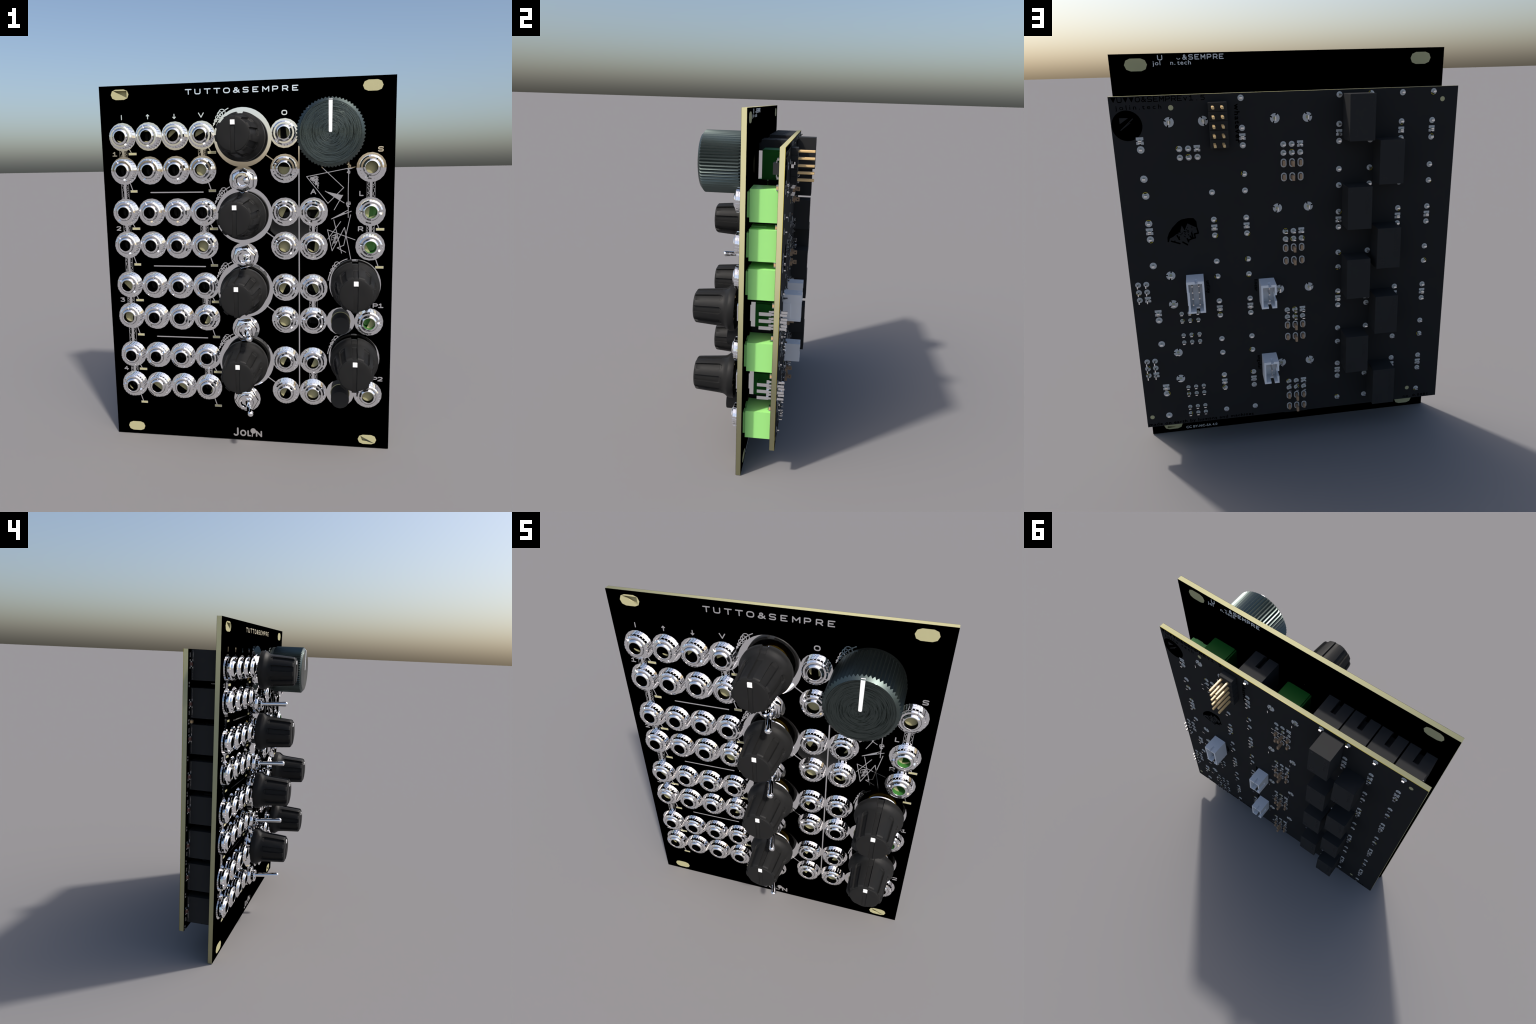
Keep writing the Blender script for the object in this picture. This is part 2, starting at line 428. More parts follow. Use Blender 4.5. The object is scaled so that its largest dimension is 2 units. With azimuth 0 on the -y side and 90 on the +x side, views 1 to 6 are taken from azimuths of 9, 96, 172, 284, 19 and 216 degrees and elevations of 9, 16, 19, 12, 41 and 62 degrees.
for x, z in POTS: add("knob_ring", RING, panel, (x, PF, z))
for x, z in SIDEPOTS: add("knob_ring", RINGS, panel, (x, PF, z))
for x, z in TOGGLES: add("contact_ring", RINGT, panel, (x, PF, z + .25))

def coupling(cx, z0, z1):
    """strip joining two rings, with two dark engraved bands"""
    bm = bmesh.new()
    box(bm, cx - 1.4, cx + 1.4, PF + .03, PF - .04, z0, z1, 0)
    for s in (-1, 1):
        bx = cx + s * .88
        box(bm, bx - .42, bx + .42, PF + .03, PF - .044, z0, z1, 1)
        z = z0 + .2
        p = (bx, z)
        while z < z1 - .2:
            q = (bx + rng.choice((-.26, -.1, .1, .26)), z + rng.choice((0, .22, .35)))
            if rng.random() < .85: capsule(bm, p, q, .15, PF + .02, PF - .046 - lift(), 0)
            p = q; z = q[1] + .05
    add("coupling_strip", finish(bm, "coupling_strip", [M_MIRROR, M_INK]), panel)
for m in MID:
    coupling(COLS[0], m - 1.3, m + 1.3); coupling(COLS[3], m - 1.3, m + 1.3)
for m in MID[1:]: coupling(XA, m - 1.3, m + 1.3)
for a, b in zip(MID, MID[1:]): coupling(COLS[0], b + DZ + 4.6, a - DZ - 4.6)
coupling(XR, MID[1] + DZ + 4.6, MID[0] - DZ - 4.6); coupling(XR, MID[1] - 1.3, MID[1] + 1.3)

def window(cx, cz, w, ax, az):
    bm = bmesh.new()
    box(bm, cx - w / 2, cx + w / 2, PF + .03, PF - .03, cz - .44, cz + .44, 0)
    box(bm, cx - w / 2 + .07, cx + w / 2 - .07, PF + .02, PF - .034, cz - .37, cz + .37, 1)
    capsule(bm, (cx - .45, cz + .4), (ax, az), .32, PF + .02, PF - .028, 0)
    add("light_window", finish(bm, "light_window", [M_MIRROR, M_CREAM]), panel)
for m in MID:
    for x in (COLS[0], COLS[3]):
        window(x + 3.42, m - .02, 2.95, x + 2.3, m + DZ - 4.2)
        window(x + 3.25, m - 13.1, 2.6, x + 2.0, m - DZ - 4.4)
window(46.3, 78.7, 2.75, 45.3, MID[1] + DZ - 4.2)
window(46.3, 65.75, 2.75, 45.0, MID[1] - DZ - 4.4)

# rear lettering of the faceplate (partly worn off)
bm = bmesh.new()
for i, c in enumerate("TUTTO&SEMPRE"):
    if c == 'T': continue                       # worn away
    if c == 'O': stroke(bm, [(-x, z) for x, z in arc(-38.55 + i * 1.78 + .55, 127.25, .5, .48, 200, 330, 6)], .16, PB, 1); continue
    letters(bm, c, -38.55 + i * 1.78, 126.72, 1.1 if c != 'U' else 1.2, 1.2, 0, .25, PB, 1, mirror=-1)
add("rear_lettering", finish(bm, "rear_lettering", M_PALE), panel)
for t, x in (("jol", 38.35), ("n.", 33.4), ("tech", 31.3)):
    add("rear_lettering", text_mesh("rear_lettering", t, 1.7, (x, 125.3), PB + .02, M_PALE, back=True, width=1.2, spacing=1.15, bold=.015), panel)
add("rear_lettering", text_mesh("rear_lettering", "CC BY-NC-SA 4.0", 1.35, (38.8, .85), PB + .02, M_PALE, back=True, width=1.05, spacing=1.05, bold=.01), panel)

# ------------------------------------------------------------------ jack sockets
def nut_mesh():
    """knurled ring: two offset courses of flat-faced teeth, chamfered nose with two spanner notches"""
    bm = bmesh.new(); T = 25
    cols = []                                   # angle, tooth flag of each column
    for k in range(T):
        a = 2 * pi * k / T; st = 2 * pi / T
        cols += [(a, 0, 0), (a + st * .17, 0, 0), (a + st * .19, 1, rng.uniform(-.05, .02)), (a + st * .98, 1, rng.uniform(-.05, .02))]
    def ringr(r0, r1, y, shift=0.0, notch=0.0):
        row = []
        for t, on, dr in cols:
            r = r1 + (dr if r1 - r0 > .2 else 0) if on else r0; yy = y
            if notch and abs((t - .3 + pi / 2) % pi - pi / 2) < .1: yy += notch
            row.append(bm.verts.new((r * cos(t + shift), yy, r * sin(t + shift))))
        return row
    rows = [ringr(2.95, 2.95, -.02), ringr(3.8, 3.8, -.02), ringr(3.84, 4.1, -.06), ringr(3.84, 4.1, -.96),
            ringr(3.84, 3.84, -.97), ringr(3.84, 3.84, -1.08, .03), ringr(3.84, 4.1, -1.09, .03), ringr(3.84, 4.1, -1.95, .03),
            ringr(3.84, 3.93, -1.965, .03), ringr(3.84, 3.90, -1.985, .03), ringr(3.50, 3.50, -2.24, .03, .3), ringr(3.47, 3.47, -2.26, .03, .3),
            ringr(2.90, 2.90, -2.26, .03, .3), ringr(2.86, 2.86, -1.5, .03)]
    n = len(cols)
    for A, B in zip(rows, rows[1:]):
        for i in range(n):
            j = (i + 1) % n
            bm.faces.new((A[i], A[j], B[j], B[i]))
    return finish(bm, "knurled_nut", M_CHROME, smooth=24)
def bushing_mesh():
    bm = bmesh.new()
    lathe(bm, [(2.80, -1.4), (2.80, -2.35), (2.76, -2.45), (2.60, -2.66), (2.42, -2.82), (2.26, -2.90), (2.24, -2.91), (2.02, -2.91), (1.98, -2.86)], 64)
    return finish(bm, "bushing", M_CHROME, smooth=28)
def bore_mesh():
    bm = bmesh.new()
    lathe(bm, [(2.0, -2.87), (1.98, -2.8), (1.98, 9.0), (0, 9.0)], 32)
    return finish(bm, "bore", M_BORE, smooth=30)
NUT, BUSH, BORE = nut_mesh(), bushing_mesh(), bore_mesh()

def body_mesh(name, material, d):
    """moulded socket body, d = side of the long end"""
    bm = bmesh.new()
    z0, z1 = (-4.5, 6.15) if d > 0 else (-6.15, 4.5)
    y0, y1 = .2, BF - .02
    e = z1 if d > 0 else z0; sgn = 1 if d > 0 else -1
    w = .9; yn = 5.4; ze = e - sgn * 2.6
    lo, hi = min(e, ze), max(e, ze)
    if d > 0: box(bm, -4.5, 4.5, y0, y1, z0, ze)
    else:     box(bm, -4.5, 4.5, y0, y1, ze, z1)
    a, b = (ze, e) if d > 0 else (e, ze)
    eps = .01
    prism(bm, [(-4.5, a), (-w, a), (-w, b), (-4.5, b)], y0, y1)
    prism(bm, [(w, a), (4.5, a), (4.5, b), (w, b)], y0, y1)
    box(bm, -w, w, yn, y1, a, b)
    bmesh.ops.remove_doubles(bm, verts=bm.verts[:], dist=1e-4)
    # neck pressed against the faceplate, split by the slot
    n0, n1 = (z0 + 1.35, z1 - 1.05) if d < 0 else (z0 + 1.05, z1 - 1.35)
    for u, v in ((-3.9, -w), (w, 3.9)): box(bm, u, v, PB + .01, y0, n0, n1)
    return finish(bm, name, material)
BODY = {(c, d): body_mesh("socket_body", M_GREENJ if c else M_BLACKP, d) for c in (0, 1) for d in (1, -1)}
LUGS = box_mesh("ground_clip", M_STEEL, (-4.56, 4.56, 8.6, 8.75, -4.56, 4.56))

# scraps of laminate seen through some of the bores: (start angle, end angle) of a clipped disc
FULL = [(0, 0)]
inside = {(COLS[0], 0): [(20, 95), (215, 290)], (COLS[1], 0): [(60, 130), (230, 300)], (COLS[2], 0): [(60, 200)], (COLS[3], 0): [(40, 195)],
          (XO, 0): [(-60, 75), (130, 230)], (COLS[3], 1): FULL, (XO, 1): [(160, 370)], (COLS[3], 2): [(-40, 60)],
          (XO, 2): [(65, 245)], (XA, 2): [(25, 155), (-80, 20)], (COLS[3], 3): FULL, (XO, 3): FULL, (XA, 3): [(-80, 70), (200, 280)],
          (COLS[0], 4): [(-70, 160)], (XO, 4): [(65, 245)], (XA, 4): [(-60, 110)],
          (COLS[0], 5): [(60, 290)], (COLS[3], 5): [(-110, 60)], (XO, 5): FULL,
          (XO, 6): [(65, 245)], (XA, 6): [(-110, 65)],
          (COLS[0], 7): [(190, 250)], (COLS[1], 7): [(-60, 165)], (COLS[2], 7): [(-50, 160)], (COLS[3], 7): [(-70, 25)], (XO, 7): [(65, 245)], (XA, 7): [(-160, 170)],
          (XR, 1): FULL, (XR, 2): [(100, 250), (250, 330)], (XR, 3): [(150, 270)], (XR, 5): [(-110, 65)], (XR, 7): FULL}
rows_z = [MID[0] + DZ, MID[0] - DZ, MID[1] + DZ, MID[1] - DZ, MID[2] + DZ, MID[2] - DZ, MID[3] + DZ, MID[3] - DZ]
scrap = bmesh.new()
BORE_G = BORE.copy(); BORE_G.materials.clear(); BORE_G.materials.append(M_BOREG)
for x, z, d in jacks:
    green = 1 if x == XR else 0
    j = add("jack_socket", BODY[(green, d)], ROOT, (x, 0, z))
    add("knurled_nut", NUT, j, (0, PF - .05, 0), rot=rng.uniform(0, pi))
    add("bushing", BUSH, j, (0, PF, 0))
    r = min(range(8), key=lambda k: abs(rows_z[k] - z))
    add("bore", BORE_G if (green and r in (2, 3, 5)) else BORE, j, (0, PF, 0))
    for a, b in inside.get((x, r), []):
        dep = PF - 1.05 if b == a else PF - 1.0
        pts = circle(x, z, 1.99, 28) if a == b else [(x + 1.99 * cos(radians(a + (b - a) * i / 16)), z + 1.99 * sin(radians(a + (b - a) * i / 16))) for i in range(17)]
        prism(scrap, pts, dep, dep + .35)
add("laminate_scrap", finish(scrap, "laminate_scrap", M_CREAM), panel, stuff=True)

# ------------------------------------------------------------------ small fluted knobs
def small_knob_mesh():
    bm = bmesh.new(); n = 360
    prof = [(-4.85, 8.12), (-5.0, 8.2), (-5.8, 8.2), (-6.6, 8.2), (-6.95, 8.1), (-7.35, 7.82), (-8.0, 7.3), (-8.5, 7.02), (-9.0, 6.88), (-9.3, 6.83),
            (-9.6, 6.79), (-9.9, 6.75), (-10.2, 6.72), (-10.5, 6.69), (-11.5, 6.6), (-14, 6.4), (-17, 6.16), (-18.75, 6.0),
            (-18.95, 5.93), (-19.25, 5.62), (-19.32, 5.42)]
    def slot_depth(t, y):
        best = 0.0
        for k in range(9):
            c = radians(90 + 40 * k)
            dt = abs((t - c + pi) % (2 * pi) - pi)
            half = .82 if k == 0 else 1.15
            s = dt * 6.3
            if k == 0:
                if s < half: best = max(best, .6)
                continue
            y0 = -10.55
            hw = half if y < y0 else (half * sqrt(max(0, 1 - ((y - y0) / half) ** 2)) if y - y0 < half else -1)
            if s < hw: best = max(best, .66)
        return best
    def ring(y, r):
        def f(t):
            dp = slot_depth(t, y)
            if y < -18.8: dp *= max(0, (r - 5.3) / (6 - 5.3)) * .9
            return (r - dp, y)
        return f
    rings = [lambda t: (4.2, -11.0), lambda t: (6.4, -10.0), lambda t: (7.35, -5.4), lambda t: (7.45, -4.85)] + [ring(y, r) for y, r in prof]
    rings += [lambda t: (5.12, -19.42), lambda t: (5.05, -19.58), lambda t: (4.4, -19.72), lambda t: (2.6, -19.68), lambda t: (1.0, -19.62)]
    rows = polar(bm, rings, n)
    bm.faces.new(rows[-1])
    bm.faces.new(rows[0][::-1])
    return finish(bm, "pointer_knob", M_KNOB, smooth=32)
knob = small_knob_mesh()
# straight groove ploughed across the cap
cut = box_mesh("groove_cutter", M_KNOB, (-.74, .74, -21, -19.38, -7, 7))
ok, oc = add("knob_tmp", knob), add("cutter_tmp", cut)
md = ok.modifiers.new("groove", 'BOOLEAN'); md.operation = 'DIFFERENCE'; md.object = oc; md.solver = 'EXACT'
bpy.context.view_layer.update()
KNOB = bpy.data.meshes.new_from_object(ok.evaluated_get(bpy.context.evaluated_depsgraph_get()))
KNOB.name = "pointer_knob"
bpy.data.objects.remove(ok); bpy.data.objects.remove(oc)
for p in KNOB.polygons: p.use_smooth = True
KNOB.set_sharp_from_angle(angle=radians(32))
DOT = box_mesh("pointer_mark", M_WHITE, (-.74, .74, -19.74, -19.0, 2.95, 4.45), bevel=.06)
def pot_fittings():
    bm = bmesh.new()
    lathe(bm, [(3.45, PF + 1.5), (3.45, -4.6), (3.2, -4.75), (3.0, -4.75), (3.0, -11)], 40, 0)
    prism(bm, circle(0, 0, 5.6, 6, pi / 6), PF - .1, PF - 1.5, 0)
    lathe(bm, [(6.4, PF - .08), (6.4, PF - .3), (3.4, PF - .3)], 40, 0)
    lathe(bm, [(3.6, -5.6), (4.9, -6.0), (5.2, -7.2), (4.0, -9.5)], 40, 1)
    return finish(bm, "shaft_fitting", [M_CHROME, M_BRASS], smooth=30)
FIT = pot_fittings()
for x, z in POTS + SIDEPOTS:
    k = add("pointer_knob", KNOB, ROOT, (x, 0, z))
    add("pointer_mark", DOT, k)
    add("shaft_fitting", FIT, k)

# ------------------------------------------------------------------ large ribbed knob
def big_knob_meshes():
    bm = bmesh.new(); T = 60; n = T * 6
    def tri(t): u = (t * T / (2 * pi)) % 1.0; return 1 - abs(2 * u - 1)
    def rib(y, R, d): return lambda t: (R - d * (1 - tri(t)), y)
    rings = [lambda t: (9.0, -2.75), lambda t: (10.1, -2.75), lambda t: (10.2, -2.9), lambda t: (10.2, -4.2),
             rib(-4.75, 10.62, .55), rib(-17.35, 10.62, .5)]
    # the ribs run out on the conical shoulder, leaving a saw-tooth edge
    cone = lambda r: -17.4 - (10.62 - r) * .83
    rings.pop()
    rings += [lambda t: (10.62 - .55 * (1 - tri(t)), cone(10.62 - .55 * (1 - tri(t)))), lambda t: (9.98, cone(9.98)), lambda t: (9.5, cone(9.5)), lambda t: (9.42, -18.4)]
    polar(bm, rings, n)
    side = finish(bm, "ribbed_knob", M_SLATE, smooth=24)
    bm = bmesh.new()
    lathe(bm, [(9.43, -18.36), (9.36, -18.45), (6, -18.5), (3, -18.52), (0, -18.52)], 96)
    face = finish(bm, "knob_face", M_SLATEF, smooth=40)
    bm = bmesh.new()
    pts = [(-.58, 9.38), (.58, 9.38), (.5, .3), (.3, .0), (-.3, .0), (-.5, .3)]
    prism(bm, pts, -18.0, -18.62)
    prism(bm, [(-.58, 9.36), (.58, 9.36), (.6, 9.8), (-.6, 9.8)], -17.9, -18.2)
    prism(bm, [(-.2, 9.34), (.2, 9.34), (.17, .1), (-.17, .1)], -18.3, -18.66)
    line = finish(bm, "pointer_line", M_WHITE)
    return side, face, line
SIDE, FACE, LINE = big_knob_meshes()
bk = add("ribbed_knob", SIDE, ROOT, (BIG[0], 0, BIG[1]))
add("knob_face", FACE, bk); add("pointer_line", LINE, bk)

# ------------------------------------------------------------------ toggle switches
def toggle_meshes():
    bm = bmesh.new()
    a = 4.3
    rings = [(1.0, -.05), (1.0, -1.4), (.9, -1.75), (.66, -1.86), (.60, -1.86)]
    rows = [[bm.verts.new((x * k, y, z * k)) for x, z in circle(0, 0, a, 6, pi / 2)] for k, y in rings]
    for A, B in zip(rows, rows[1:]):
        for i in range(6): bm.faces.new((A[i], A[(i + 1) % 6], B[(i + 1) % 6], B[i]))
    nut = finish(bm, "hex_nut", M_CHROME, smooth=75)
    bm = bmesh.new()
    prof = [(2.55, -1.7)]
    y = -1.8
    for i in range(3):
        prof += [(2.75, y), (2.75, y - .22), (2.5, y - .32), (2.5, y - .38)]; y -= .42
    prof += [(2.75, y), (2.6, y - .3), (1.9, y - .32), (1.85, y - .2), (1.5, y + 1.6), (0, y + 1.6)]
    lathe(bm, prof, 32)
    bush = finish(bm, "threaded_collar", M_CHROME, smooth=30)
    bm = bmesh.new()
    lathe(bm, [(0, .6), (.75, .6), (.78, -.5), (.85, -4), (.98, -9.5), (1.08, -11.6), (1.06, -12.1), (.8, -12.55), (.35, -12.75), (0, -12.78)], 24)
    lev = finish(bm, "lever", M_CHROME, smooth=40)
    return nut, bush, lev
HEX, COLLAR, LEVER = toggle_meshes()
TBODY = box_mesh("switch_body", M_BLACKP, (-4.0, 4.0, PB + .05, BF - .02, -6.2, 6.2))
for i, (x, z) in enumerate(TOGGLES):
    t = add("toggle_switch", TBODY, ROOT, (x, 0, z))
    add("hex_nut", HEX, t, (0, PF - .07, .1), rot=(0.04, .28, .42, .5)[i])
    add("threaded_collar", COLLAR, t, (0, PF, .1))
    lv = add("lever", LEVER, t, (0.1, -3.9, .15))
    d = Vector((3.55, -12.5, .35)).normalized()
    lv.rotation_euler = Vector((0, -1, 0)).rotation_difference(d).to_euler()

# ------------------------------------------------------------------ push buttons
bm = bmesh.new()
lathe(bm, [(3.1, 1.0), (3.1, -5.9), (2.95, -6.2), (0, -6.22)], 40)
CAP = finish(bm, "button_cap", M_BLACKP, smooth=40)
bm = bmesh.new()
lathe(bm, [(3.12, .05), (3.12, -.09), (3.36, -.09), (3.36, .05)], 40)
COL = finish(bm, "button_rim", M_CREAM, smooth=30)
BBODY = box_mesh("button_switch", M_BLACKP, (-3.6, 3.6, .4, BF - .02, -6.2, 6.2))
for x, z in BUTTONS:
    b = add("button_switch", BBODY, ROOT, (x, 0, z))
    add("button_cap", CAP, b, (0, PF, 0)); add("button_rim", COL, b, (0, PF - .07, 0))

# ------------------------------------------------------------------ potentiometers behind the panel
bm = bmesh.new()
box(bm, -4.6, 4.6, 2.4, BF - .02, -5.0, 5.0)
bmesh.ops.recalc_face_normals(bm, faces=bm.faces)
bmesh.ops.bevel(bm, geom=[e for e in bm.edges if abs((e.verts[0].co - e.verts[1].co).y) > 3], offset=.5, segments=2, affect='EDGES')
PBODY = finish(bm, "potentiometer", M_GREENP)
bm = bmesh.new()
box(bm, -4.55, 4.55, .9, 2.38, -4.7, 4.7)
box(bm, -3.0, 3.0, -.4, .9, -3.6, 3.6)
bmesh.ops.recalc_face_normals(bm, faces=bm.faces)
for s in (-1, 1):
    box(bm, s * 4.75 - .14, s * 4.75 + .14, BF - .3, BB + 1.8, -.6, .6)
PFRAME = finish(bm, "mounting_frame", M_SHEET)
bm = bmesh.new()
for z in (-7.5, -10.0):
    for x in (-2.5, 0, 2.5):
        box(bm, x - .62, x + .62, 4.2 if z < -8 else 7.3, 8.3, z - .13, z + .13)
        prism(bm, [(x - .4, z - .12), (x + .4, z - .12), (x + .4, z + .12), (x - .4, z + .12)], 8.3, BF)
        if z < -8: box(bm, x - .5, x + .5, 4.2, 4.45, z + .14, -4.95)
PLUGS = finish(bm, "terminal", M_SHEET)
for (x, z), rot in [(p, 0) for p in POTS + [BIG]] + [(p, -pi / 2) for p in SIDEPOTS]:
    # terminals hang below; side pots are turned so theirs point to +x
    p = add("potentiometer", PBODY, ROOT, (x, 0, z), rot=rot)
    add("mounting_frame", PFRAME, p); add("terminal", PLUGS, p)

# ------------------------------------------------------------------ circuit board
BX, BZ0, BZ1 = 50.4, 11.38, 117.3
brim = [(-BX, BZ0), (BX, BZ0), (BX, BZ1), (-BX, BZ1)]
board = add("circuit_board", plate("circuit_board", [brim], BF + .06, BB - .16, M_CREAM))
add("copper_edge", plate("copper_edge", [brim], BB - .16, BB - .06, M_GOLDL), board)
add("board_mask", plate("board_mask", [brim], BF, BF + .06, M_MASK), board)
add("board_mask", plate("board_mask_rear", [brim], BB - .06, BB, M_BOARD), board)

def pad_round(r, n=12):
    bm = bmesh.new(); prism(bm, circle(0, 0, r, n), -.03, .05)
    return finish(bm, "solder_pad", M_TIN)
def pad_square(a):
    bm = bmesh.new(); box(bm, -a, a, -.03, .05, -a, a)
    for s in (-1, 1): box(bm, s * a * .82 - a * .2, s * a * .82 + a * .2, -.02, .056, -a * .16, a * .16, 1)
    box(bm, -a * .16, a * .16, -.02, .056, -a * 1.02, -a * .6, 1)
    return finish(bm, "solder_pad", [M_TIN, M_INK])
def pad_big(r):
    bm = bmesh.new(); prism(bm, circle(0, 0, r, 14), -.03, .05)
    for k in range(3):
        a = k * pi / 2
        c, s = cos(a), sin(a)
        q = [(r * 1.02, -r * .13), (r * 1.02, r * .13), (r * .6, r * .13), (r * .6, -r * .13)]
        prism(bm, [(c * u - s * v, s * u + c * v) for u, v in q], -.02, .056, 1)
    prism(bm, circle(0, 0, r * .34, 10), -.02, .054, 2)
    return finish(bm, "solder_pad", [M_TIN, M_INK, M_CREAM])
def pad_oval(w, h):
    bm = bmesh.new(); prism(bm, stadium(0, 0, w, h, 4), -.03, .05)
    prism(bm, stadium(0, 0, w * .6, h * .72, 4), -.02, .056, 1)
    return finish(bm, "solder_pad", [M_TIN, M_BOARD])
R875, R105, R65 = pad_round(.88), pad_round(1.05), pad_round(.68, 10)
SQ, SQL = pad_square(.9), pad_square(1.02)
BIGP, OVAL = pad_big(1.4), pad_oval(1.75, 2.6)
pins = bmesh.new(); specks = bmesh.new(); holes_bm = bmesh.new()
def pad(mesh, x, z, pin=None, rot=0.0):
    add("solder_pad", mesh, board, (x, BB, z), rot=rot)
    if pin:
        w, h, ln = pin
        box(pins, x - w / 2, x + w / 2, BB - .1, BB + ln, z - h / 2, z + h / 2)
    if mesh not in (OVAL,):
        rr = .42 if mesh is not BIGP else .5
        prism(holes_bm, circle(x, z + .05, rr, 10), BB + .02, BB + .053 + lift() * .01)
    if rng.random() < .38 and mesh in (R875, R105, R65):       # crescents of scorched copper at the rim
        a = rng.uniform(0, 2 * pi); r0 = {R875: .9, R105: 1.07, R65: .7}[mesh]
        for k, mi in ((0, 0), (1, 1)):
            w0, w1 = (.62, 1.0) if k == 0 else (.9, 1.03)
            sp = rng.uniform(.4, .9)
            arcp = [(x + r0 * w1 * cos(a + t), z + r0 * w1 * sin(a + t)) for t in (-sp, -sp / 2, 0, sp / 2, sp)]
            arcp += [(x + r0 * w0 * cos(a + t), z + r0 * w0 * sin(a + t)) for t in (sp, sp / 2, 0, -sp / 2, -sp)]
            prism(specks, arcp, BB + .02, BB + .06 + k * .004, mi)
for x in COLS + [XO, XA, XR]:
    rp = R105 if x == XR else R875; sq = SQL if x == XR else SQ
    for i, m in enumerate(MID):
        if x == XA and i == 0: continue
        pad(sq, x, m, (.9, .3, .95)); box(pins, x - .4, x + .4, BB - .1, BB + .95, m - .62, m - .36)
        up = x != XR or i == 1; dn = True
        if up:
            pad(rp, x, m + 2.45, (.85, .42, 1.05)); pad(rp, x, m + 10.72, (.85, .42, 1.05))
        if dn:
            pad(rp, x, m - 2.45, (.85, .42, 1.05)); pad(rp, x, m - 10.75, (.85, .42, 1.05))
for x, z in POTS + [BIG]:
    for s in (-1, 1):
        pad(BIGP, x + s * 4.75, z, rot=s * 1.2)
    for r, dz in enumerate((-7.5, -9.97)):
        for dx in (-2.5, 0, 2.5):
            pad(SQ if (r == 0 and dx == -2.5) else R875, x + dx, z + dz, (.8, .3, 2.3))
for x, z in SIDEPOTS:
    for s in (-1, 1): pad(BIGP, x, z + s * 4.75, rot=s * .4 + 1)
    for r, dx in enumerate((7.55, 10.0)):
        for dz in (-2.5, 0, 2.5):
            pad(SQ if (r == 0 and dz == -2.5) else R875, x + dx, z + dz, (.3, .85, 2.4))
lugs = bmesh.new()
for x, z in [(0, 94.98), (0, 68.65), (0, 42.25), (0, 15.8)]:
    for dz in (2.08, -2.08):
        for dx in (-2.52, 0, 2.52):
            pad(OVAL, x + dx, z + dz)
            c, d = x + dx, z + dz
            if dx:
                box(lugs, c - .36, c + .36, BB - .5, BB + 1.1, d - .78, d + .78)
            else:
                box(lugs, c - .36, c + .36, BB - .5, BB + 1.3, d - .5, d + .5)
                for u0, u1, y0, y1 in ((-.8, -.24, 1.3, 2.75), (.24, .8, 1.3, 2.75), (-.24, .24, 1.3, 1.75), (-.24, .24, 2.3, 2.75)):
                    box(lugs, c - .36, c + .36, BB + y0, BB + y1, d + u0, d + u1)
for x, z in BUTTONS:
    for dz in (5.0, 2.5, -2.5, -5.0):
        for dx in (-2.5, 0, 2.5): pad(R65, x + dx, z + dz, (.75, .32, 1.5))
add("board_pin", finish(pins, "board_pin", M_MIRROR), board, stuff=True)
add("switch_lug", finish(lugs, "switch_lug", M_LUG), board, stuff=True)
add("scorched_copper", finish(specks, "scorched_copper", [M_INK, M_GOLDL]), board, stuff=True)
add("pad_hole", finish(holes_bm, "pad_hole", mat("pad_hole", (.30, .31, .24), .5, 0, .3)), board, stuff=True)
bm = bmesh.new()
for x, z in ((33.8, 113.9), (-45.7, 113.7), (48.6, 15.1), (-39.6, 15.7)):
    prism(bm, circle(x, z, .72, 12), BB - .05, BB + .03)
add("tooling_hole", finish(bm, "tooling_hole", M_CREAM), board, stuff=True)

# black ink on the rear
bm = bmesh.new()
prism(bm, circle(46.1, 109.45, 4.15, 30), BB - .03, BB + .03)
prism(bm, [(48.0, 111.6), (45.6, 111.55), (48.0, 110.0)], BB - .03, BB + .034, 1)
stroke(bm, [(47.9, 108.3), (44.4, 111.3)], .22, BB, 1, h=.0345, mi=1)
stroke(bm, [(47.9, 108.3), (45.2, 110.2)], .15, BB, 1, h=.0345, mi=1)
add("ink_badge", finish(bm, "ink_badge", [M_INK, M_BOARD]), board)
# spiky ink blot: a humped back, ragged belly
bm = bmesh.new()
top = [(38.15, 75.2), (38.1, 76.6), (37.5, 78.1), (36.4, 79.6), (34.8, 81.2), (33.6, 81.9), (31.6, 82.2), (30.0, 82.1), (29.2, 81.0), (29.1, 79.2)]
bot = [(29.6, 79.3), (30.9, 80.0), (31.9, 80.6), (32.1, 79.0), (32.9, 78.5), (33.6, 80.1), (34.2, 78.2), (35.1, 77.7), (35.6, 78.2), (36.3, 76.8), (37.4, 76.3), (37.8, 75.2)]
cen = (32.6, 81.0)
poly = top + bot
for a, b in zip(poly, poly[1:]):                  # fan of overlapping wedges
    if hypot(a[0] - b[0], a[1] - b[1]) < .05: continue
for i in range(len(top) - 1):
    k0 = int(round((1 - i / (len(top) - 1)) * (len(bot) - 1))); k1 = int(round((1 - (i + 1) / (len(top) - 1)) * (len(bot) - 1)))
    q = [top[i], top[i + 1], bot[k1], bot[k0]]
    prism(bm, q, BB - .03, BB + .02 + lift() * .2)
for pl in ([(29.2, 79.0), (28.9, 77.4), (30.1, 77.2), (29.9, 76.0), (30.9, 75.8), (31.4, 76.6)], [(30.9, 77.6), (30.6, 75.9), (31.9, 75.4)],
           [(32.3, 75.9), (32.0, 74.9)], [(37.0, 75.4), (34.6, 74.5)], [(33.7, 74.9), (32.4, 74.0)], [(35.2, 77.0), (34.6, 75.8)]):
    stroke(bm, pl, .42, BB, 1, h=.02)
for i in range(26):                               # speckles in the hollow
    u, v = rng.random(), rng.random()
    x, z = 30.3 + 6.2 * u, 78.6 - 3.4 * u * .7 + (v - .5) * 2.6
    stroke(bm, [(x, z), (x + rng.uniform(-.5, .5), z + rng.uniform(-.35, .35))], rng.uniform(.1, .3), BB, 1, h=.02)
add("ink_blot", finish(bm, "ink_blot", M_INK), board)
